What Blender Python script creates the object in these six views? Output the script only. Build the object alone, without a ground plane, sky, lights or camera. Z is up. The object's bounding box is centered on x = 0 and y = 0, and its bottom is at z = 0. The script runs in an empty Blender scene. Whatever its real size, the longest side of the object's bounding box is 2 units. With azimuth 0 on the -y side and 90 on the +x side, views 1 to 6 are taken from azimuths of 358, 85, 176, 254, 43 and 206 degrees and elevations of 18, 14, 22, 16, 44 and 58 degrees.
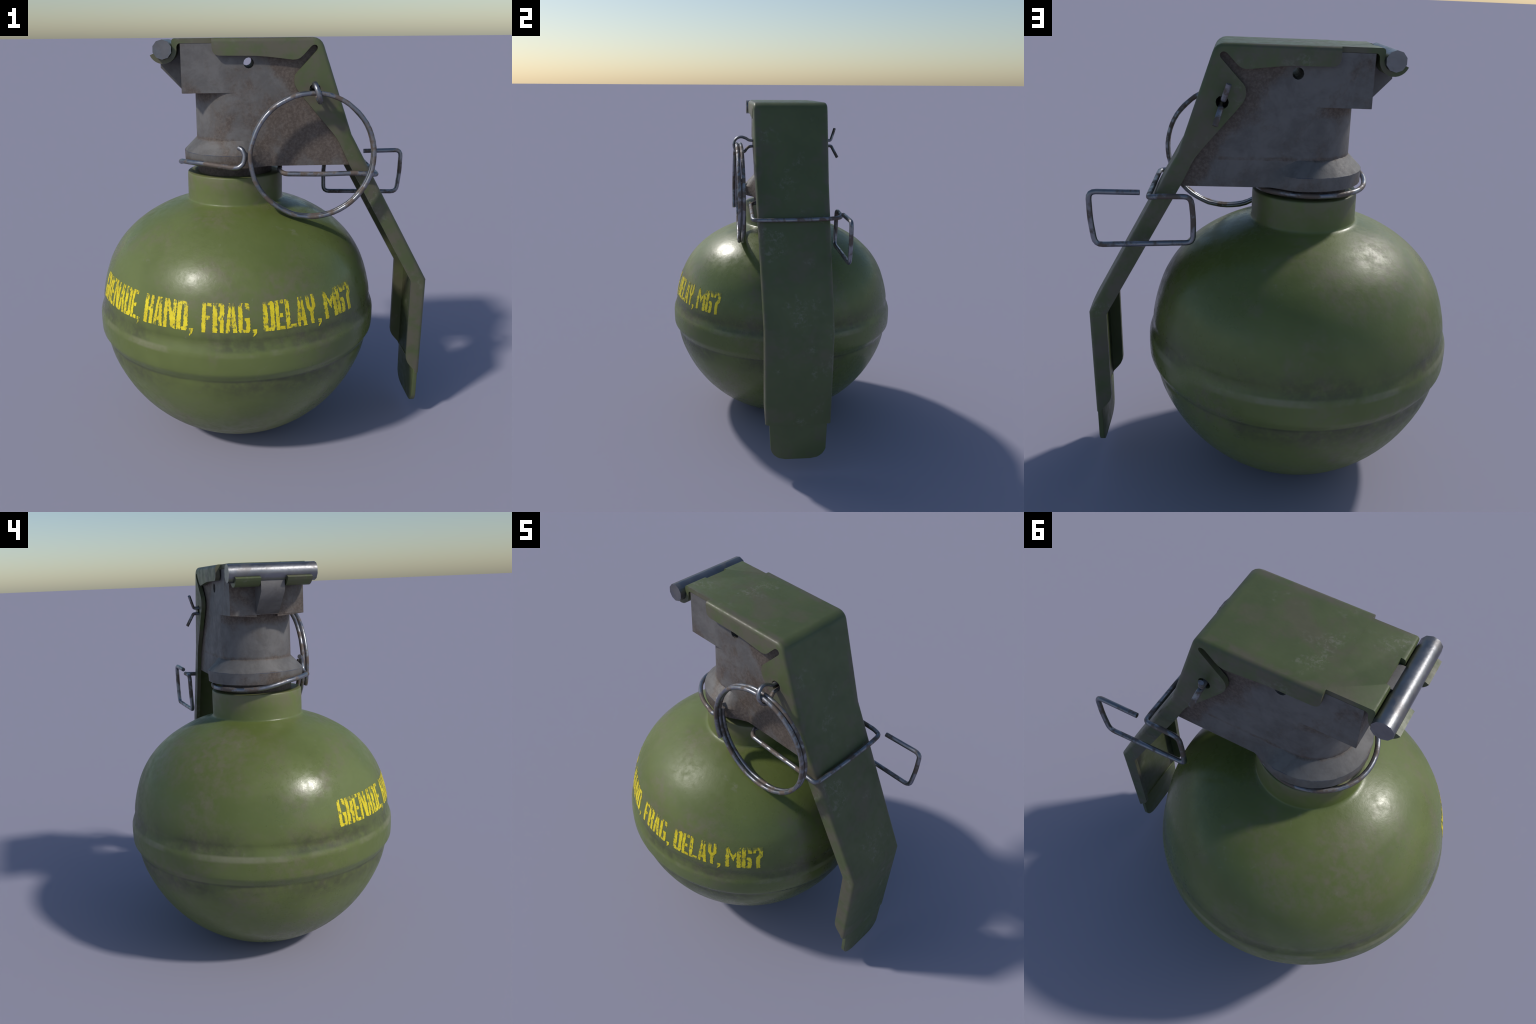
import bpy, bmesh, math, random
from mathutils import Vector, Matrix

random.seed(7)
AX = -0.125            # x of the vertical axis of the round body

# ------------------------------------------------------------------ materials
def new_mat(name):
    m = bpy.data.materials.new(name)
    m.use_nodes = True
    nt = m.node_tree
    nt.nodes.clear()
    out = nt.nodes.new("ShaderNodeOutputMaterial")
    bsdf = nt.nodes.new("ShaderNodeBsdfPrincipled")
    nt.links.new(bsdf.outputs[0], out.inputs[0])
    tc = nt.nodes.new("ShaderNodeTexCoord")
    return m, nt, bsdf, tc.outputs["Object"]


def plug(nt, sock, v):
    if isinstance(v, (int, float)):
        sock.default_value = v
    elif isinstance(v, tuple):
        sock.default_value = (*v, 1.0) if len(v) == 3 and sock.type == 'RGBA' else v
    else:
        nt.links.new(v, sock)


def noise(nt, vec, scale, detail=4.0, rough=0.55, dist=0.0, offset=(0, 0, 0), stretch=(1, 1, 1)):
    mp = nt.nodes.new("ShaderNodeMapping")
    mp.inputs["Location"].default_value = offset
    mp.inputs["Scale"].default_value = stretch
    nt.links.new(vec, mp.inputs["Vector"])
    n = nt.nodes.new("ShaderNodeTexNoise")
    n.inputs["Scale"].default_value = scale
    n.inputs["Detail"].default_value = detail
    n.inputs["Roughness"].default_value = rough
    n.inputs["Distortion"].default_value = dist
    nt.links.new(mp.outputs[0], n.inputs["Vector"])
    return n.outputs[0]


def smooth(nt, v, lo, hi, to0=0.0, to1=1.0):
    r = nt.nodes.new("ShaderNodeMapRange")
    r.interpolation_type = 'SMOOTHSTEP'
    r.inputs[1].default_value = lo
    r.inputs[2].default_value = hi
    r.inputs[3].default_value = to0
    r.inputs[4].default_value = to1
    nt.links.new(v, r.inputs[0])
    return r.outputs[0]


def math_n(nt, op, a, b=0.0):
    n = nt.nodes.new("ShaderNodeMath")
    n.operation = op
    plug(nt, n.inputs[0], a)
    plug(nt, n.inputs[1], b)
    return n.outputs[0]


def mix(nt, fac, a, b):
    n = nt.nodes.new("ShaderNodeMix")
    n.data_type = 'RGBA'
    plug(nt, n.inputs["Factor"], fac)
    plug(nt, n.inputs[6], a)
    plug(nt, n.inputs[7], b)
    return n.outputs[2]


def bump(nt, bsdf, h, strength, dist=0.01):
    b = nt.nodes.new("ShaderNodeBump")
    b.inputs["Strength"].default_value = strength
    b.inputs["Distance"].default_value = dist
    nt.links.new(h, b.inputs["Height"])
    nt.links.new(b.outputs[0], bsdf.inputs["Normal"])


def sep_z(nt, vec):
    s = nt.nodes.new("ShaderNodeSeparateXYZ")
    nt.links.new(vec, s.inputs[0])
    return s.outputs[0], s.outputs[1], s.outputs[2]


def band(nt, v, a, b, c, d):
    """soft box: 0 below a, 1 between b and c, 0 above d"""
    return math_n(nt, 'MULTIPLY', smooth(nt, v, a, b), smooth(nt, v, c, d, 1.0, 0.0))


GREEN = (0.146, 0.181, 0.052)
GREEN_DEEP = (0.118, 0.149, 0.038)
GREEN_DUST = (0.168, 0.158, 0.088)
GRIME = (0.050, 0.046, 0.032)


def body_green(nt, co):
    base = mix(nt, smooth(nt, noise(nt, co, 2.3, 3, 0.5, 0.3), 0.35, 0.68), GREEN_DEEP, GREEN)
    # brownish dusty patches, broken by a finer grain
    patch = smooth(nt, noise(nt, co, 2.6, 4, 0.6, 0.4, (3.1, 1.7, 0.4)), 0.46, 0.66)
    grain = smooth(nt, noise(nt, co, 26, 5, 0.65, 0, (0, 2, 5)), 0.30, 0.72)
    base = mix(nt, math_n(nt, 'MULTIPLY', patch, math_n(nt, 'MULTIPLY', grain, 0.95)), base, GREEN_DUST)
    # small pale scuffs
    sc = smooth(nt, noise(nt, co, 9, 8, 0.74, 0.3, (8, 3, 1)), 0.60, 0.72)
    base = mix(nt, math_n(nt, 'MULTIPLY', sc, 0.55), base, (0.215, 0.215, 0.140))
    return base


def make_body_mat():
    m, nt, bsdf, co = new_mat("olive_body_paint")
    x, y, z = sep_z(nt, co)
    col = body_green(nt, co)
    big = smooth(nt, noise(nt, co, 1.9, 4, 0.6, 0.3, (5.3, 0.2, 2.2)), 0.34, 0.56)
    fine = smooth(nt, noise(nt, co, 30, 5, 0.6, 0, (1, 1, 1)), 0.10, 0.70)
    # dusty handling film on the neck
    film = math_n(nt, 'MULTIPLY', smooth(nt, z, 1.245, 1.36), smooth(nt, noise(nt, co, 11, 5, 0.65, 0.2, (6, 2, 2)), 0.34, 0.62))
    col = mix(nt, math_n(nt, 'MULTIPLY', film, 0.75), col, GREEN_DUST)
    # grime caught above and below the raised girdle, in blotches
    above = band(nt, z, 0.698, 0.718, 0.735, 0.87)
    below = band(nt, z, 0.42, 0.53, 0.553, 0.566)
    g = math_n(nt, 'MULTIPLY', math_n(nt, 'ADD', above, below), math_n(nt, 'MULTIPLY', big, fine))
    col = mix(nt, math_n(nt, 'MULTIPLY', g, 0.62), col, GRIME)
    # paler band along the girdle's upper shoulder
    pale_band = math_n(nt, 'MULTIPLY', band(nt, z, 0.676, 0.690, 0.705, 0.716),
                 smooth(nt, noise(nt, co, 5, 4, 0.6, 0, (2, 9, 1)), 0.38, 0.62))
    pale_band = math_n(nt, 'MULTIPLY', pale_band, math_n(nt, 'ADD', math_n(nt, 'MULTIPLY', fine, 0.6), 0.4))
    col = mix(nt, math_n(nt, 'MULTIPLY', pale_band, 0.80), col, (0.225, 0.222, 0.135))
    # thin dark seam line under the girdle
    seam = band(nt, z, 0.546, 0.553, 0.557, 0.565)
    seam = math_n(nt, 'MULTIPLY', seam, smooth(nt, noise(nt, co, 4, 3, 0.5, 0, (0, 4, 2)), 0.3, 0.5))
    col = mix(nt, math_n(nt, 'MULTIPLY', seam, 0.35), col, (0.045, 0.048, 0.030))
    plug(nt, bsdf.inputs["Base Color"], col)
    r = smooth(nt, noise(nt, co, 22, 6, 0.7, 0.2, (4, 4, 0)), 0.35, 0.70, 0.0, 0.14)
    # the coat is glossier towards two flanks, rubbed duller on the front and the back
    dull = math_n(nt, 'ADD', smooth(nt, noise(nt, co, 3.2, 3, 0.6, 0, (0.4, 2.2, 6.1)), 0.3, 0.7, -0.05, 0.05),
                  math_n(nt, 'MULTIPLY', math_n(nt, 'MULTIPLY', smooth(nt, math_n(nt, 'ABSOLUTE', y), 0.10, 0.36), smooth(nt, x, 0.02, 0.16, 1.0, 0.0)), 0.11))
    crown = math_n(nt, 'MULTIPLY', math_n(nt, 'MULTIPLY', smooth(nt, z, 1.06, 1.16), smooth(nt, x, -0.22, 0.0, 1.0, 0.0)), 0.10)
    neck = smooth(nt, z, 1.236, 1.262, 0.0, 0.16)
    dull = math_n(nt, 'ADD', dull, math_n(nt, 'MAXIMUM', crown, neck))
    plug(nt, bsdf.inputs["Roughness"], math_n(nt, 'ADD', math_n(nt, 'ADD', r, dull), 0.24))
    bsdf.inputs["Specular IOR Level"].default_value = 0.5
    h = noise(nt, co, 48, 4, 0.6)
    h2 = smooth(nt, noise(nt, co, 90, 2, 0.5, 0, (3, 3, 3)), 0.66, 0.78, 1.0, 0.0)
    bump(nt, bsdf, math_n(nt, 'ADD', math_n(nt, 'MULTIPLY', h, 0.8), math_n(nt, 'MULTIPLY', h2, 0.35)), 0.10, 0.006)
    return m


def make_lever_mat():
    m, nt, bsdf, co = new_mat("olive_lever_paint")
    base = mix(nt, smooth(nt, noise(nt, co, 3.0, 3, 0.5, 0.3), 0.35, 0.68), (0.080, 0.103, 0.040), (0.098, 0.121, 0.048))
    patch = smooth(nt, noise(nt, co, 5.0, 5, 0.62, 0.3, (3.1, 4.7, 0.4)), 0.48, 0.66)
    base = mix(nt, math_n(nt, 'MULTIPLY', patch, 0.75), base, (0.112, 0.104, 0.064))
    # brown wear towards the flanges' side faces
    x, y, z = sep_z(nt, co)
    side = smooth(nt, math_n(nt, 'ABSOLUTE', y), 0.160, 0.186)
    wear = math_n(nt, 'MULTIPLY', side, smooth(nt, noise(nt, co, 9, 6, 0.68, 0.2, (1, 2, 7)), 0.38, 0.62))
    base = mix(nt, math_n(nt, 'MULTIPLY', wear, 0.85), base, (0.120, 0.105, 0.076))
    # pale star-like scuffs
    sc = math_n(nt, 'MULTIPLY', smooth(nt, noise(nt, co, 5.5, 3, 0.6, 0.2, (2, 3, 5)), 0.54, 0.68),
                smooth(nt, noise(nt, co, 45, 6, 0.75, 0.4, (7, 1, 2)), 0.47, 0.62))
    base = mix(nt, math_n(nt, 'MULTIPLY', sc, 0.65), base, (0.190, 0.192, 0.145))
    plug(nt, bsdf.inputs["Base Color"], base)
    r = smooth(nt, noise(nt, co, 20, 6, 0.7), 0.35, 0.70, 0.40, 0.58)
    plug(nt, bsdf.inputs["Roughness"], r)
    bump(nt, bsdf, noise(nt, co, 60, 5, 0.6), 0.10, 0.004)
    return m


def make_fuze_mat(name, rust_lo, rust_hi, dark=1.0):
    m, nt, bsdf, co = new_mat(name)
    a = tuple(c * dark for c in (0.124, 0.118, 0.114))
    b = tuple(c * dark for c in (0.170, 0.163, 0.158))
    base = mix(nt, smooth(nt, noise(nt, co, 9, 6, 0.7, 0.4), 0.35, 0.65), a, b)
    # brown oxide in blotches with a bright speckle: heavier on the ring side, along the lever's edge,
    # at the collar's foot; the overhang's shade is painted in the same brown
    x, y, z = sep_z(nt, co)
    edge = math_n(nt, 'ADD', math_n(nt, 'MULTIPLY', x, 0.813), math_n(nt, 'MULTIPLY', z, 0.582))
    edge = smooth(nt, edge, 1.075, 1.165)
    ring_side = math_n(nt, 'MULTIPLY', smooth(nt, y, -0.185, -0.12, 1.0, 0.0), smooth(nt, x, -0.30, 0.10, 0.25, 1.0))
    ring_side = math_n(nt, 'MULTIPLY', ring_side, smooth(nt, z, 1.62, 1.86, 1.0, 0.25))
    foot = math_n(nt, 'MULTIPLY', smooth(nt, z, 1.435, 1.475, 1.0, 0.0), smooth(nt, x, -0.05, 0.10, 1.0, 0.3))
    foot = math_n(nt, 'MULTIPLY', foot, smooth(nt, y, -0.10, 0.22, 1.0, 0.15))
    root_line = band(nt, z, 1.532, 1.541, 1.546, 1.560)
    over = math_n(nt, 'MULTIPLY', band(nt, z, 1.70, 1.745, 1.76, 1.762), smooth(nt, x, -0.25, -0.12, 1.0, 0.0))
    front = math_n(nt, 'MULTIPLY', smooth(nt, x, -0.364, -0.359, 1.0, 0.0), 0.8)  # head's face behind the hook browned to bake in its occlusion
    place = math_n(nt, 'MAXIMUM', math_n(nt, 'MAXIMUM', edge, math_n(nt, 'MULTIPLY', ring_side, 0.9)),
                   math_n(nt, 'MAXIMUM', math_n(nt, 'MAXIMUM', foot, front), math_n(nt, 'MAXIMUM', math_n(nt, 'MULTIPLY', over, 0.9), math_n(nt, 'MULTIPLY', root_line, 0.6))))
    field = math_n(nt, 'ADD', noise(nt, co, 7, 6, 0.68, 0.3, (1.3, 0.0, 2.9)), math_n(nt, 'MULTIPLY', place, 0.30))
    blot = smooth(nt, field, rust_lo, rust_hi)
    speck = smooth(nt, noise(nt, co, 75, 4, 0.8, 0, (4, 0, 0)), 0.38, 0.68)
    rust = mix(nt, speck, tuple(c * dark for c in (0.086, 0.063, 0.048)), tuple(c * dark for c in (0.158, 0.124, 0.102)))
    base = mix(nt, math_n(nt, 'MULTIPLY', blot, 0.88), base, rust)
    # bare, bluish worn line on the collar's upper edge
    rim = math_n(nt, 'MULTIPLY', band(nt, z, 1.4785, 1.4800, 1.4820, 1.4835), smooth(nt, noise(nt, co, 16, 4, 0.7, 0, (3, 3, 0)), 0.42, 0.55))
    rim = math_n(nt, 'MULTIPLY', rim, smooth(nt, x, -0.06, 0.01, 1.0, 0.0))
    base = mix(nt, math_n(nt, 'MULTIPLY', rim, 0.7), base, (0.065, 0.075, 0.105))
    plug(nt, bsdf.inputs["Base Color"], base)
    bsdf.inputs["Metallic"].default_value = 0.15
    r = smooth(nt, noise(nt, co, 30, 5, 0.7, 0, (0, 7, 0)), 0.3, 0.7, 0.52, 0.70)
    plug(nt, bsdf.inputs["Roughness"], r)
    bump(nt, bsdf, noise(nt, co, 85, 4, 0.65), 0.18, 0.004)
    return m


def make_steel_mat(name, rust_amount, col=(0.32, 0.33, 0.36), rough=(0.30, 0.46)):
    m, nt, bsdf, co = new_mat(name)
    base = mix(nt, smooth(nt, noise(nt, co, 9, 4, 0.6), 0.35, 0.65), tuple(c * 0.82 for c in col), col)
    blot = smooth(nt, noise(nt, co, 13, 4, 0.6, 0.2, (1, 6, 2)), 0.55 - 0.1 * rust_amount, 0.66 - 0.08 * rust_amount)
    base = mix(nt, math_n(nt, 'MULTIPLY', blot, 0.9 * min(1, rust_amount)), base, (0.115, 0.082, 0.060))
    plug(nt, bsdf.inputs["Base Color"], base)
    plug(nt, bsdf.inputs["Metallic"], math_n(nt, 'SUBTRACT', 0.95, math_n(nt, 'MULTIPLY', blot, 0.75 * min(1, rust_amount))))
    r = math_n(nt, 'ADD', smooth(nt, noise(nt, co, 40, 5, 0.7), 0.3, 0.7, rough[0], rough[1]),
               math_n(nt, 'MULTIPLY', blot, 0.25 * min(1, rust_amount)))
    plug(nt, bsdf.inputs["Roughness"], r)
    bump(nt, bsdf, noise(nt, co, 90, 3, 0.6), 0.12, 0.003)
    return m


def make_letter_mat():
    m, nt, bsdf, co = new_mat("worn_yellow_stencil_paint")
    x, y, z = sep_z(nt, co)
    n = math_n(nt, 'ADD', noise(nt, co, 48, 6, 0.72, 0.2, (0, 3, 3), (1, 1, 0.6)),
               math_n(nt, 'ADD', smooth(nt, z, 0.885, 0.918, 0.0, 0.07), smooth(nt, z, 0.792, 0.815, 0.035, 0.0)))
    worn = smooth(nt, n, 0.545, 0.60)
    yel = mix(nt, smooth(nt, noise(nt, co, 20, 4, 0.6), 0.35, 0.65), (0.72, 0.565, 0.012), (0.90, 0.73, 0.018))
    col = mix(nt, math_n(nt, 'MULTIPLY', worn, 0.9), yel, body_green(nt, co))
    plug(nt, bsdf.inputs["Base Color"], col)
    bsdf.inputs["Roughness"].default_value = 0.5
    return m


MAT_BODY = make_body_mat()
MAT_LEVER = make_lever_mat()
MAT_FUZE = make_fuze_mat("grey_cast_fuze", 0.48, 0.76)
MAT_LUG = make_fuze_mat("grey_cast_lug", 1.02, 1.20)
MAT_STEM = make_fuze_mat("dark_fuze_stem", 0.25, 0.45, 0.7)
MAT_PIN = make_steel_mat("hinge_steel", 0.25, (0.25, 0.255, 0.27), (0.31, 0.46))
MAT_WIRE = make_steel_mat("wire_steel", 1.0, (0.30, 0.31, 0.34))
MAT_LETTER = make_letter_mat()

# ------------------------------------------------------------------ helpers
def link(o):
    bpy.context.scene.collection.objects.link(o)
    return o


def mesh_obj(name, verts, faces, mat, smooth_angle=None):
    me = bpy.data.meshes.new(name)
    me.from_pydata([tuple(v) for v in verts], [], faces)
    me.validate()
    bm = bmesh.new()
    bm.from_mesh(me)
    bmesh.ops.recalc_face_normals(bm, faces=bm.faces)
    bm.to_mesh(me)
    bm.free()
    o = bpy.data.objects.new(name, me)
    if mat:
        me.materials.append(mat)
    link(o)
    if smooth_angle is not None:
        shade(o, smooth_angle)
    return o


def shade(o, angle):
    me = o.data
    for p in me.polygons:
        p.use_smooth = True
    bm = bmesh.new()
    bm.from_mesh(me)
    for e in bm.edges:
        e.smooth = not (len(e.link_faces) != 2 or e.calc_face_angle(0.0) > math.radians(angle))
    bm.to_mesh(me)
    bm.free()


def prism(name, outline, y0, y1, mat=None):
    """side outline in (x, z), pushed through from y0 to y1"""
    n = len(outline)
    vs = [(x, y0, z) for x, z in outline] + [(x, y1, z) for x, z in outline]
    fs = [tuple(range(n)), tuple(range(2 * n - 1, n - 1, -1))]
    fs += [(i, (i + 1) % n, n + (i + 1) % n, n + i) for i in range(n)]
    return mesh_obj(name, vs, fs, mat)


def cylinder_y(name, cx, cz, r, y0, y1, seg, mat=None, rot=0.0):
    pts = [(cx + r * math.cos(rot + 2 * math.pi * i / seg), cz + r * math.sin(rot + 2 * math.pi * i / seg)) for i in range(seg)]
    return prism(name, pts, y0, y1, mat)


def boolean(o, cutter, op='DIFFERENCE'):
    md = o.modifiers.new("b", 'BOOLEAN')
    md.operation = op
    md.solver = 'EXACT'
    md.object = cutter
    dg = bpy.context.evaluated_depsgraph_get()
    me = bpy.data.meshes.new_from_object(o.evaluated_get(dg))
    o.modifiers.clear()
    old = o.data
    o.data = me
    me.name = o.name
    bpy.data.meshes.remove(old)
    bpy.data.objects.remove(cutter, do_unlink=True)


def soften(o, width, segments=2, angle=35, shade_angle=50):
    md = o.modifiers.new("v", 'BEVEL')
    md.width = width
    md.segments = segments
    md.limit_method = 'ANGLE'
    md.angle_limit = math.radians(angle)
    md.use_clamp_overlap = True
    dg = bpy.context.evaluated_depsgraph_get()
    me = bpy.data.meshes.new_from_object(o.evaluated_get(dg))
    o.modifiers.clear()
    o.data = me
    shade(o, shade_angle)


def catmull(pts, n):
    """smooth curve through the control points"""
    P = [Vector(p) for p in pts]
    P = [P[0] * 2 - P[1]] + P + [P[-1] * 2 - P[-2]]
    out = []
    for i in range(1, len(P) - 2):
        a, b, c, d = P[i - 1:i + 3]
        for k in range(n):
            t = k / n
            out.append(0.5 * ((2 * b) + (c - a) * t + (2 * a - 5 * b + 4 * c - d) * t * t + (3 * b - a - 3 * c + d) * t ** 3))
    out.append(P[-2].copy())
    return out


def round_path(pts, radius, n=5):
    """polyline with its corners rounded off"""
    P = [Vector(p) for p in pts]
    out = [P[0]]
    for i in range(1, len(P) - 1):
        a, b, c = P[i - 1], P[i], P[i + 1]
        r = min(radius, (a - b).length * 0.48, (c - b).length * 0.48)
        p0 = b + (a - b).normalized() * r
        p1 = b + (c - b).normalized() * r
        for k in range(n + 1):
            t = k / n
            out.append(p0 * (1 - t) ** 2 + b * 2 * t * (1 - t) + p1 * t * t)
    out.append(P[-1])
    return out


def wire(name, path, r, mat, seg=10, wobble=0.0, flat=None):
    path = [Vector(p) for p in path]
    clean = [path[0]]
    for p in path[1:]:
        if (p - clean[-1]).length > 1e-4:
            clean.append(p)
    path = clean
    n = len(path)
    tang = [(path[min(i + 1, n - 1)] - path[max(i - 1, 0)]).normalized() for i in range(n)]
    up = Vector((0, 1, 0))
    if abs(tang[0].dot(up)) > 0.9:
        up = Vector((0, 0, 1))
    nrm = (up - tang[0] * up.dot(tang[0])).normalized()
    vs, fs = [], []
    rng = random.Random(len(path))
    for i in range(n):
        nrm = (nrm - tang[i] * nrm.dot(tang[i])).normalized()
        bi = tang[i].cross(nrm)
        c = path[i] + Vector((rng.uniform(-1, 1), rng.uniform(-1, 1), rng.uniform(-1, 1))) * wobble
        for k in range(seg):
            a = 2 * math.pi * k / seg
            if flat:                                        # flat-sided stock: (plane normal, half width)
                vs.append(c + flat[0] * math.cos(a) * flat[1] + tang[i].cross(flat[0]) * math.sin(a) * r)
            else:
                vs.append(c + (nrm * math.cos(a) + bi * math.sin(a)) * r)
    for i in range(n - 1):
        for k in range(seg):
            fs.append((i * seg + k, i * seg + (k + 1) % seg, (i + 1) * seg + (k + 1) % seg, (i + 1) * seg + k))
    fs.append(tuple(range(seg)))
    fs.append(tuple((n - 1) * seg + k for k in range(seg)))
    return mesh_obj(name, vs, fs, mat, 50)


def revolve(name, prof, seg, mat, angle):
    vs, fs = [], []
    for r, z in prof:
        for k in range(seg):
            a = 2 * math.pi * k / seg
            vs.append((AX + r * math.cos(a), r * math.sin(a), z))
    n = len(prof)
    for i in range(n - 1):
        for k in range(seg):
            fs.append((i * seg + k, i * seg + (k + 1) % seg, (i + 1) * seg + (k + 1) % seg, (i + 1) * seg + k))
    fs.append(tuple(range(seg)))
    fs.append(tuple((n - 1) * seg + k for k in range(seg)))
    return mesh_obj(name, vs, fs, mat, angle)


def join(objs, name):
    """weld several solids into one mesh object"""
    bm = bmesh.new()
    mats = []
    for o in objs:
        off = len(mats)
        mats += list(o.data.materials)
        start = len(bm.faces)
        bm.from_mesh(o.data)
        bm.faces.ensure_lookup_table()
        for f in bm.faces[start:]:
            f.material_index = 0
    me = bpy.data.meshes.new(name)
    bm.to_mesh(me)
    bm.free()
    if mats:
        me.materials.append(mats[0])
    for o in objs:
        bpy.data.objects.remove(o, do_unlink=True)
    return link(bpy.data.objects.new(name, me))


# ------------------------------------------------------------------ round body
lower = [(0.0005, 0.0), (0.10, 0.001), (0.180, 0.0055), (0.2330, 0.0185), (0.3050, 0.049), (0.3875, 0.100), (0.4620, 0.160),
         (0.5290, 0.230), (0.5870, 0.310), (0.6300, 0.390), (0.6590, 0.460), (0.6738, 0.515), (0.6780, 0.545)]
upper = [(0.6860, 0.752), (0.6855, 0.775), (0.6770, 0.820), (0.6610, 0.880), (0.6345, 0.950), (0.5925, 1.020), (0.5390, 1.080),
         (0.4780, 1.130), (0.4130, 1.170), (0.3530, 1.199), (0.2890, 1.222), (0.2520, 1.234)]


def resample(pts, n):
    return [(p.x, p.z) for p in catmull([(r, 0, z) for r, z in pts], n)]


prof = resample(lower, 4)
prof += [(0.6795, 0.554), (0.6825, 0.5605), (0.6890, 0.571), (0.6980, 0.585), (0.7035, 0.595), (0.7055, 0.603),
         (0.7065, 0.625), (0.7066, 0.650), (0.7062, 0.675), (0.7050, 0.690), (0.7010, 0.703), (0.6945, 0.720), (0.6890, 0.735)]
prof += resample(upper, 4)
prof += [(0.2415, 1.2385), (0.2370, 1.2425), (0.2352, 1.249), (0.2350, 1.300), (0.2345, 1.350), (0.2335, 1.368),
         (0.2322, 1.3730), (0.2295, 1.3750), (0.200, 1.3755), (0.0005, 1.3755)]
body = revolve("body", prof, 128, MAT_BODY, 60)


def body_radius(z):
    rz = [(zz, r) for r, zz in prof if 0.70 < zz < 1.23]
    for (z0, r0), (z1, r1) in zip(rz, rz[1:]):
        if z0 <= z <= z1:
            return r0 + (r1 - r0) * (z - z0) / (z1 - z0)
    return rz[-1][1]


# ------------------------------------------------------------------ stencil lettering
S = 0.39   # stroke width as a share of the letter's width
GLYPHS = {
    'G': [[(0, .08), (.10, 0), (.52, 0), (.52, .10), (.36, .12), (.36, .80), (.30, .90), (.44, .99), (.14, 1), (0, .90)],
          [(.56, 0), (.88, 0), (1, .08), (1, .50), (.52, .50), (.52, .41), (.66, .39), (.66, .10), (.56, .10)],
          [(.58, .90), (.56, 1), (.90, .99), (1, .90), (1, .72), (.84, .78), (.66, .80), (.66, .88)]],
    'R': [[(0, 0), (S, 0), (S, 1), (0, 1)],
          [(.44, .90), (.62, .88), (.62, .60), (.46, .52), (.46, .44), (.62, .38), (.62, 0), (.96, 0), (.98, .40), (.84, .49), (1, .58), (1, .90), (.88, .99), (.44, 1)]],
    'E': [[(0, 0), (S, 0), (S, 1), (0, 1)], [(.44, .43), (.82, .43), (.82, .56), (.44, .56)],
          [(.44, 0), (.95, 0), (.95, .12), (.44, .12)], [(.44, .88), (.95, .88), (.95, 1), (.44, 1)]],
    'N': [[(0, 0), (.28, 0), (.28, .74), (.16, 1), (0, 1)], [(.34, .55), (.40, .60), (.64, .05), (1, 0), (1, .97), (.72, 1), (.72, .50), (.48, .88), (.36, 1), (.20, 1), (.34, .70)]],
    'A': [[(0, 0), (.32, 0), (.46, .62), (.46, 1), (.30, 1)], [(.54, 1), (.54, .32), (.42, .30), (.42, .20), (.62, .18), (.66, 0), (1, 0), (.74, 1)]],
    'D': [[(0, 0), (S, 0), (S, 1), (0, 1)], [(.44, 0), (.86, 0), (1, .09), (1, .91), (.86, 1), (.44, 1), (.44, .89), (.64, .87), (.64, .13), (.44, .11)]],
    'H': [[(0, 0), (S, 0), (S, 1), (0, 1)], [(.64, 0), (1, 0), (1, 1), (.64, 1), (.64, .58), (.46, .58), (.46, .46), (.64, .46)]],
    'F': [[(0, 0), (.40, 0), (.40, 1), (0, 1)], [(.48, .44), (.84, .44), (.84, .57), (.48, .57)], [(.48, .88), (.95, .88), (.95, 1), (.48, 1)]],
    'L': [[(0, 0), (.40, 0), (.40, 1), (0, 1)], [(.46, 0), (1, 0), (1, .13), (.46, .13)]],
    'Y': [[(0, 1), (.36, 1), (.40, .62), (.50, .54), (.60, .62), (.64, 1), (1, 1), (.96, .56), (.68, .44), (.68, 0), (.32, 0), (.32, .44), (.04, .56)]],
    'M': [[(0, 0), (.25, 0), (.25, .68), (.10, .95), (0, 1)], [(.75, 0), (1, 0), (1, 1), (.86, .94), (.75, .70)],
          [(.50, .34), (.70, .62), (.66, .76), (.50, .58), (.34, .72), (.18, .94), (.10, .96), (.30, .62)]],
    '6': [[(0, .08), (.12, 0), (.50, 0), (.50, .10), (.40, .12), (.40, .82), (.44, .90), (.44, 1), (.14, 1), (0, .92)],
          [(.56, .90), (.56, 1), (.88, 1), (1, .92), (1, .72), (.62, .74), (.62, .88)],
          [(.56, 0), (.88, 0), (1, .08), (1, .44), (.88, .54), (.48, .54), (.48, .45), (.62, .42), (.62, .10), (.56, .10)]],
    '7': [[(0, .76), (.30, .76), (.30, .88), (.42, .88), (.42, 1), (0, 1)],
          [(.34, 0), (.72, 0), (.72, .48), (1, .62), (1, 1), (.50, 1), (.50, .88), (.64, .88), (.64, .66), (.34, .52)]],
    ',': [[(0.1, .10), (.9, .10), (.9, -.02), (.30, -.16), (.1, -.16), (.45, -.02), (0.1, -.02)]],
}
WIDE = {'N': 1.22, 'M': 1.5, 'F': 0.85, 'D': 1.05, 'L': 0.95, ',': 0.45, 'E': 0.85}
WORDS = [("GRENADE", -163.6, -133.2), (",", -132.8, -130.9), ("HAND", -128.9, -109.4), (",", -108.9, -106.9), ("FRAG", -103.9, -86.0),
         (",", -85.4, -83.4), ("DELAY", -81.0, -59.2), (",", -58.9, -57.0), ("M67", -54.9, -38.4)]
Z0, Z1 = 0.794, 0.918


letter_rng = random.Random(21)


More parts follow.
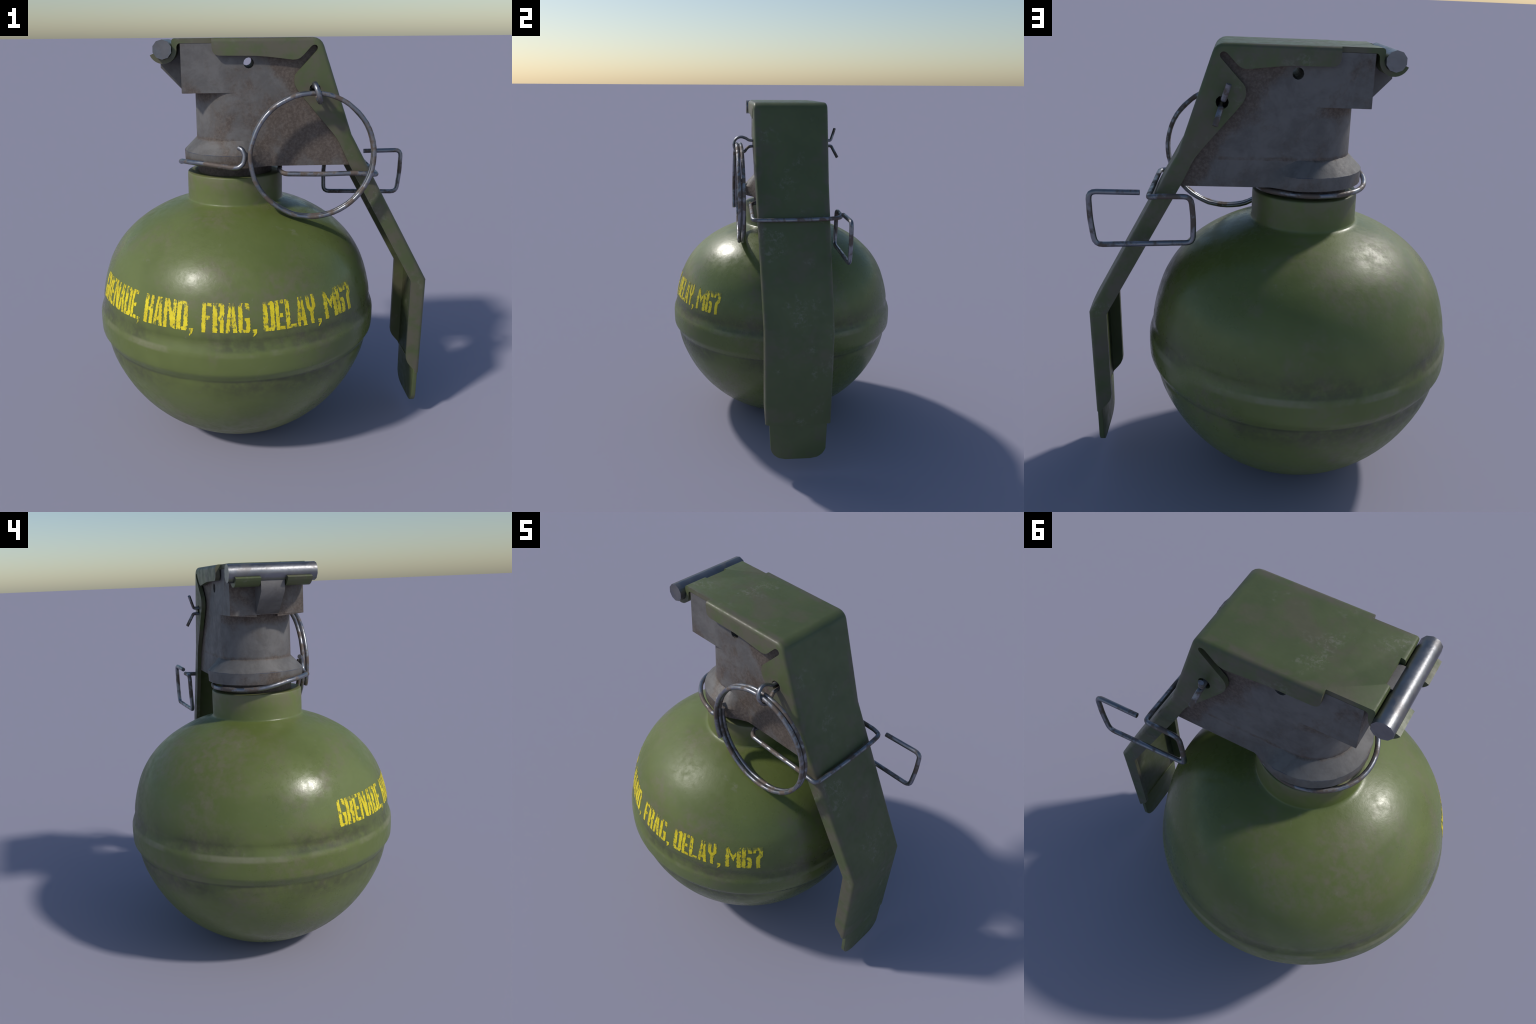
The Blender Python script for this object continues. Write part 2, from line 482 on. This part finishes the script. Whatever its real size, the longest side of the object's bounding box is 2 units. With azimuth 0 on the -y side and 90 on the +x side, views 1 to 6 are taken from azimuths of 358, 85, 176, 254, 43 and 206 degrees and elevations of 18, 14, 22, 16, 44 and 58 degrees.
def letter_object(ch, a0, a1):
    """flat stencil pieces cut into strips, bent round the body, a paint coat thick"""
    bm = bmesh.new()
    for poly in GLYPHS[ch]:
        bm.faces.new([bm.verts.new((px, py, 0)) for px, py in poly])
    for i in range(-4, 30):
        bmesh.ops.bisect_plane(bm, geom=bm.verts[:] + bm.edges[:] + bm.faces[:], plane_co=(0, (i + 0.37) / 30, 0), plane_no=(0, 1, 0))
    bmesh.ops.bisect_plane(bm, geom=bm.verts[:] + bm.edges[:] + bm.faces[:], plane_co=(.5, 0, 0), plane_no=(1, 0, 0))
    bmesh.ops.triangulate(bm, faces=bm.faces[:])
    bmesh.ops.recalc_face_normals(bm, faces=bm.faces[:])
    for v in bm.verts:                                       # ragged stencil edges
        if v.is_boundary:
            v.co.x += letter_rng.uniform(-0.040, 0.040)
            v.co.y += letter_rng.uniform(-0.010, 0.010)
    ret = bmesh.ops.extrude_face_region(bm, geom=bm.faces[:])
    low = {e for e in ret['geom'] if isinstance(e, bmesh.types.BMVert)}
    for v in bm.verts:
        a = math.radians(a0 + (a1 - a0) * v.co.x)
        z = Z0 + (Z1 - Z0) * v.co.y
        d = 1e-3
        slope = (body_radius(z + d) - body_radius(z - d)) / (2 * d)
        n = Vector((1, -slope)).normalized()
        h = -0.003 if v in low else 0.0011
        r, zz = body_radius(z) + n.x * h, z + n.y * h
        v.co = (AX + r * math.cos(a), r * math.sin(a), zz)
    bmesh.ops.recalc_face_normals(bm, faces=bm.faces[:])
    me = bpy.data.meshes.new("painted_letter")
    bm.to_mesh(me)
    bm.free()
    me.materials.append(MAT_LETTER)
    o = link(bpy.data.objects.new("painted_letter", me))
    return o


letters = []
for word, w0, w1 in WORDS:
    widths = [WIDE.get(c, 1.0) for c in word]
    gap = 0.11
    unit = (w1 - w0) / (sum(widths) + gap * (len(word) - 1))
    a = w0
    for c, w in zip(word, widths):
        letters.append(letter_object(c, a, a + w * unit))
        a += (w + gap) * unit

# ------------------------------------------------------------------ fuze body
HW = 0.1835                       # half width of the fuze casting
arc = [(AX + HW * math.cos(math.radians(t)), HW * math.sin(math.radians(t))) for t in range(90, 271, 10)]


def layer_solid(name, rings, mat):
    """stack of horizontal outlines, each (list of (x, y), z)"""
    n = len(rings[0][0])
    vs, fs = [], []
    for pts, z in rings:
        vs += [(x, y, z) for x, y in pts]
    for i in range(len(rings) - 1):
        for k in range(n):
            fs.append((i * n + k, i * n + (k + 1) % n, (i + 1) * n + (k + 1) % n, (i + 1) * n + k))
    fs.append(tuple(range(n)))
    fs.append(tuple((len(rings) - 1) * n + k for k in range(n)))
    return mesh_obj(name, vs, fs, mat)


def trunk_ring(xr):
    return [(xr, HW)] + arc + [(xr, -HW)]


trunk = layer_solid("trunk", [(trunk_ring(0.445), 1.4230), (trunk_ring(0.395), 1.535), (trunk_ring(0.330), 1.7605)], MAT_FUZE)
head = prism("head", [(-0.362, 1.7605), (-0.362, 1.9770), (0.225, 1.9770), (0.245, 1.965), (0.258, 1.945), (0.330, 1.7605)], -HW, HW, MAT_FUZE)
boolean(trunk, head, 'UNION')
boolean(trunk, cylinder_y("cut", -0.0565, 1.891, 0.0238, -0.3, 0.3, 12))
boolean(trunk, cylinder_y("cut", 0.2425, 1.7745, 0.0262, -0.3, 0.3, 12))
shade(trunk, 25)

# collar: bevelled skirt round the front half, fading into the flat sides
def collar_ring(r, fade):
    """half round in front, then easing back into the flat side over the x positions in fade"""
    s = HW - 0.003
    ease = (1.0, 0.80, 0.45, 0.15, 0.0)
    side = [(fx, s + (r - s) * k) for fx, k in zip(fade, ease)]
    pts = side[::-1]
    for t in range(95, 266, 10):
        pts.append((AX + r * math.cos(math.radians(t)), r * math.sin(math.radians(t))))
    return pts + [(fx, -fy) for fx, fy in side]


collar = layer_solid("collar", [(collar_ring(0.2425, (-0.075, -0.040, -0.005, 0.030, 0.062)), 1.4240),
                                (collar_ring(0.2445, (-0.075, -0.042, -0.010, 0.022, 0.052)), 1.4810),
                                (collar_ring(HW - 0.001, (-0.090, -0.078, -0.066, -0.054, -0.042)), 1.5430)], MAT_FUZE)
shade(collar, 34)
# two slanted ribs under the head's overhang
ribs = []
for s in (1, -1):
    y0, y1 = s * 0.182, s * 0.052
    vs = [(-0.3605, y0, 1.765), (-0.3605, y1, 1.765), (-0.3605, y1, 1.7495), (-0.3605, y0, 1.7600),
          (-0.320, y0, 1.765), (-0.320, y1, 1.765), (-0.320, y1, 1.7495), (-0.320, y0, 1.7600)]
    ribs.append(mesh_obj("rib", vs, [(0, 1, 2, 3), (4, 5, 6, 7), (0, 1, 5, 4), (2, 3, 7, 6), (1, 2, 6, 5), (0, 3, 7, 4)], MAT_FUZE))
fuze = join([trunk] + ribs, "fuze_casting")
collar.name = "fuze_collar"

lug = prism("hinge_lug", [(-0.355, 1.7640), (-0.362, 1.7640), (-0.4630, 1.8690), (-0.4630, 1.9450), (-0.430, 1.975), (-0.3850, 1.9760), (-0.355, 1.9760)],
            -0.0575, 0.0570, MAT_LUG)
shade(lug, 55)
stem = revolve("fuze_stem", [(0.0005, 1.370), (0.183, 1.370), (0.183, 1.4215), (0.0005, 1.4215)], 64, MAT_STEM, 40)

# ------------------------------------------------------------------ hinge pin
pin = cylinder_y("hinge_pin", -0.4400, 1.9525, 0.0427, -0.2135, 0.2110, 10, MAT_PIN, math.radians(16))
shade(pin, 50)

# ------------------------------------------------------------------ safety lever
T = 0.0235
outer = [(-0.2218, 2.0000), (0.2320, 2.0000), (0.2480, 1.9970), (0.2630, 1.9890), (0.2740, 1.9780), (0.2815, 1.9640), (0.4200, 1.5670), (0.8265, 0.8300), (0.8260, 0.3020)]
inner = [(0.8080, 0.3020), (0.7990, 0.3230), (0.7780, 0.3460), (0.7640, 0.3640), (0.7555, 0.3830), (0.7520, 0.4050), (0.7510, 0.8225),
         (0.4680, 1.3285), (0.4130, 1.4270), (0.3640, 1.5260), (0.3490, 1.5510), (0.3330, 1.5720), (0.1890, 1.7400), (0.1665, 1.7680),
         (0.1560, 1.7830), (0.1500, 1.8000), (0.1485, 1.8180), (0.1520, 1.8360), (0.1600, 1.8480), (0.1754, 1.8640), (0.2484, 1.9430),
         (0.2518, 1.9500), (0.2515, 1.9580), (0.2460, 1.9650), (0.2380, 1.9675), (0.2290, 1.9655), (0.2230, 1.9615), (0.1870, 1.9230),
         (0.1740, 1.9120), (0.1600, 1.9062), (0.1430, 1.9042), (0.0850, 1.9115), (0.0276, 1.9182), (-0.0290, 1.9225), (-0.1900, 1.9244),
         (-0.2030, 1.9275), (-0.2120, 1.9345), (-0.2180, 1.9440), (-0.2205, 1.9570)]
LW = 0.2120
lever = prism("safety_lever", outer + inner, -LW, LW, MAT_LEVER)
bm = bmesh.new()
bm.from_mesh(lever.data)
keys = {(round(x, 4), round(z, 4)) for x, z in outer}
edges = [e for e in bm.edges if abs(e.verts[0].co.y - e.verts[1].co.y) < 1e-6
         and all((round(v.co.x, 4), round(v.co.z, 4)) in keys for v in e.verts)]
bmesh.ops.bevel(bm, geom=edges, offset=0.018, segments=4, profile=0.5, affect='EDGES', clamp_overlap=True)
bm.to_mesh(lever.data)
bm.free()
hollow = [(-0.30, 2.0 - T), (0.2250, 2.0 - T), (0.2370, 1.9730), (0.2470, 1.9680), (0.2550, 1.9600), (0.2590, 1.9500), (0.3970, 1.5580),
          (0.8030, 0.8230), (0.8025, 0.20), (-0.30, 0.20)]
boolean(lever, prism("cut", hollow, -(LW - 0.022), LW - 0.022))
boolean(lever, cylinder_y("cut", 0.2425, 1.7745, 0.0262, -0.3, 0.3, 12))


def lever_half_width(z):
    pts = [(0.29, 0.180), (0.42, 0.1855), (0.83, 0.1870), (1.20, 0.1955), (1.567, 0.2065), (1.75, 0.2110), (2.01, 0.2120)]
    for (za, a), (zb, b) in zip(pts, pts[1:]):
        if z <= zb:
            return a + (b - a) * (max(z, za) - za) / (zb - za)
    return pts[-1][1]


bm = bmesh.new()
bm.from_mesh(lever.data)
bmesh.ops.triangulate(bm, faces=[f for f in bm.faces if len(f.verts) > 4])
for cut in (-0.15, -0.10, -0.05, 0.0, 0.05, 0.10, 0.15):
    bmesh.ops.bisect_plane(bm, geom=bm.verts[:] + bm.edges[:] + bm.faces[:], plane_co=(0, cut, 0), plane_no=(0, 1, 0))
for v in bm.verts:
    hw = lever_half_width(v.co.z)
    v.co.y *= hw / LW
    low = min(1.0, max(0.0, (1.45 - v.co.z) / 0.6))
    v.co.x += 0.0065 * low * max(0.0, 1 - (v.co.y / hw) ** 2)   # and its web bows outwards
bm.to_mesh(lever.data)
bm.free()
shade(lever, 32)

# plate that runs on to the hinge and curls under the pin
PX, PZ = -0.4400, 1.9525
curl_out, curl_in = [], []
for k in range(0, 14):
    t = math.radians(-157 * k / 13)
    curl_out.append((PX + 0.0622 * math.cos(t), PZ + 0.0622 * math.sin(t)))
    curl_in.append((PX + 0.0435 * math.cos(t), PZ + 0.0425 * math.sin(t)))
hook = [(-0.2125, 1.9994), (-0.3880, 1.9994), (-0.3950, 1.9965), (-0.3985, 1.9905), (-0.3995, 1.9830)]
hook += curl_in + curl_out[::-1]
hook += [(-0.3775, 1.9640), (-0.3740, 1.9720), (-0.3680, 1.9770), (-0.3620, 1.9782), (-0.2125, 1.9782)]
hinge_plate = prism("hinge_plate", hook, -HW, HW, MAT_LEVER)
boolean(hinge_plate, prism("cut", [(-0.60, 1.80), (-0.60, 2.10), (-0.3795, 2.10), (-0.3795, 1.979), (-0.371, 1.9765), (-0.371, 1.80)], -0.0635, 0.0645))
shade(hinge_plate, 30)

# thumb tongue at the lower end
ty = [(-0.158, 0.315), (-0.1575, 0.290), (-0.1515, 0.157), (-0.1440, 0.137), (-0.1340, 0.122), (-0.1200, 0.1100), (-0.1040, 0.1010), (-0.0690, 0.0945),
      (0.0690, 0.0945), (0.1060, 0.1010), (0.1220, 0.1100), (0.1370, 0.122), (0.1470, 0.137), (0.1535, 0.152), (0.1580, 0.290), (0.158, 0.315)]
nv = len(ty)
vs = []
for side in (0, 1):
    for yy, zz in ty:
        k = (0.315 - zz) / 0.22
        bow = 0.0060 * max(0.0, 1 - (yy / 0.18) ** 2)
        vs.append(((0.8245 + 0.0015 * k + bow) if side else (0.8020 + 0.001 * k + bow), yy, zz))
fs = [tuple(range(nv)), tuple(range(nv, 2 * nv))] + [(i, (i + 1) % nv, nv + (i + 1) % nv, nv + i) for i in range(nv)]
tongue = mesh_obj("lever_tongue", vs, fs, MAT_LEVER)
soften(tongue, 0.003, 2, 40, 50)

# ------------------------------------------------------------------ cotter pin and pull ring
def on_tilt(y, z):
    return (0.2425 - 0.33 * (z - 1.771), y, z)


cot = [on_tilt(0.264, 1.852), on_tilt(0.239, 1.7862), on_tilt(0.225, 1.7862), on_tilt(-0.215, 1.7862), on_tilt(-0.236, 1.7880), on_tilt(-0.250, 1.7985)]
cy, cz, cr = -0.2790, 1.7640, 0.0425
eye = [on_tilt(cy + cr * math.cos(math.radians(t)), cz + cr * math.sin(math.radians(t))) for t in range(60, 305, 12)]
cot2 = [on_tilt(-0.250, 1.7390), on_tilt(-0.236, 1.7530), on_tilt(-0.215, 1.7555), on_tilt(0.226, 1.7555), on_tilt(0.2405, 1.7555), on_tilt(0.274, 1.691)]
path = round_path(cot + eye + cot2, 0.012, 4)
cotter = wire("cotter_pin", path, 0.0080, MAT_WIRE, 10, flat=(Vector((1, 0, 0.33)).normalized(), 0.0115))

ring_path = []
RC = Vector((0.2250, 0, 1.4820))
total = 2.0 + 31 / 360
NS = 120
rr = random.Random(3)
jit = [rr.uniform(-1, 1) for _ in range(400)]
for i in range(NS + 1):
    turn = total * i / NS
    a = math.radians(176) + 2 * math.pi * turn           # starts at the left, runs down first
    j = jit[int(i / NS * 70)]
    r = 0.2825 + 0.0012 * j
    ring_path.append((RC.x + r * math.cos(a), -0.2640 - 0.0235 * turn, RC.z + r * math.sin(a)))
ring = wire("pull_ring", ring_path, 0.0108, MAT_WIRE, 10)

# ------------------------------------------------------------------ safety clip
hook_end = round_path([(-0.108, -0.250, 1.5200), (-0.0930, -0.2640, 1.5150), (-0.0810, -0.2720, 1.4880), (-0.0880, -0.2740, 1.4520), (-0.1120, -0.2740, 1.4320), (-0.150, -0.2700, 1.4330)], 0.012, 3)
# round the collar: angle, radius, height
wrap = [(AX + r * math.cos(math.radians(t)), r * math.sin(math.radians(t)), z) for t, r, z in
        [(262, 0.268, 1.435), (250, 0.268, 1.441), (236, 0.267, 1.446), (217, 0.267, 1.443), (198, 0.267, 1.435), (183, 0.266, 1.421),
         (170, 0.262, 1.410), (157, 0.256, 1.404), (143, 0.249, 1.402), (125, 0.241, 1.402), (107, 0.234, 1.402), (90, 0.229, 1.402)]]
under = [(-0.060, 0.215, 1.4030), (0.030, 0.172, 1.4030), (0.085, 0.100, 1.4030), (0.095, 0.0, 1.4030), (0.092, -0.100, 1.4020), (0.083, -0.185, 1.4010)]
run = round_path([(0.083, -0.186, 1.4010), (0.105, -0.217, 1.3900), (0.280, -0.222, 1.3870), (0.430, -0.227, 1.3910), (0.5400, -0.2300, 1.3820), (0.5420, -0.175, 1.3810), (0.5430, 0.0, 1.3810),
                  (0.5420, 0.200, 1.3860), (0.5370, 0.255, 1.3910), (0.500, 0.2610, 1.3980), (0.3650, 0.2625, 1.4000), (0.3565, 0.2625, 1.3000), (0.3590, 0.2570, 1.1985), (0.420, 0.2570, 1.1965), (0.500, 0.2600, 1.1945),
                  (0.7620, 0.2635, 1.1865), (0.7750, 0.2650, 1.3000), (0.7760, 0.2645, 1.4145), (0.572, 0.2605, 1.4130)], 0.032, 4)
clip = wire("safety_clip", hook_end + [Vector(p) for p in catmull([hook_end[-1]] + wrap + under, 3)[2:]] + run[1:], 0.0116, MAT_WIRE, 10)

# ------------------------------------------------------------------ assemble
root = bpy.data.objects.new("hand_grenade", None)
link(root)
root.location = (0, 0, 0)
root["label"] = "round olive green hand grenade with lever, pull ring and yellow lettering"
root["category"] = "hand grenade"
for o in (body, fuze, collar, stem, lever, pin, cotter, ring, clip):
    o.parent = root
lug.parent = fuze
hinge_plate.parent = lever
tongue.parent = lever
for o in letters:
    o.parent = body
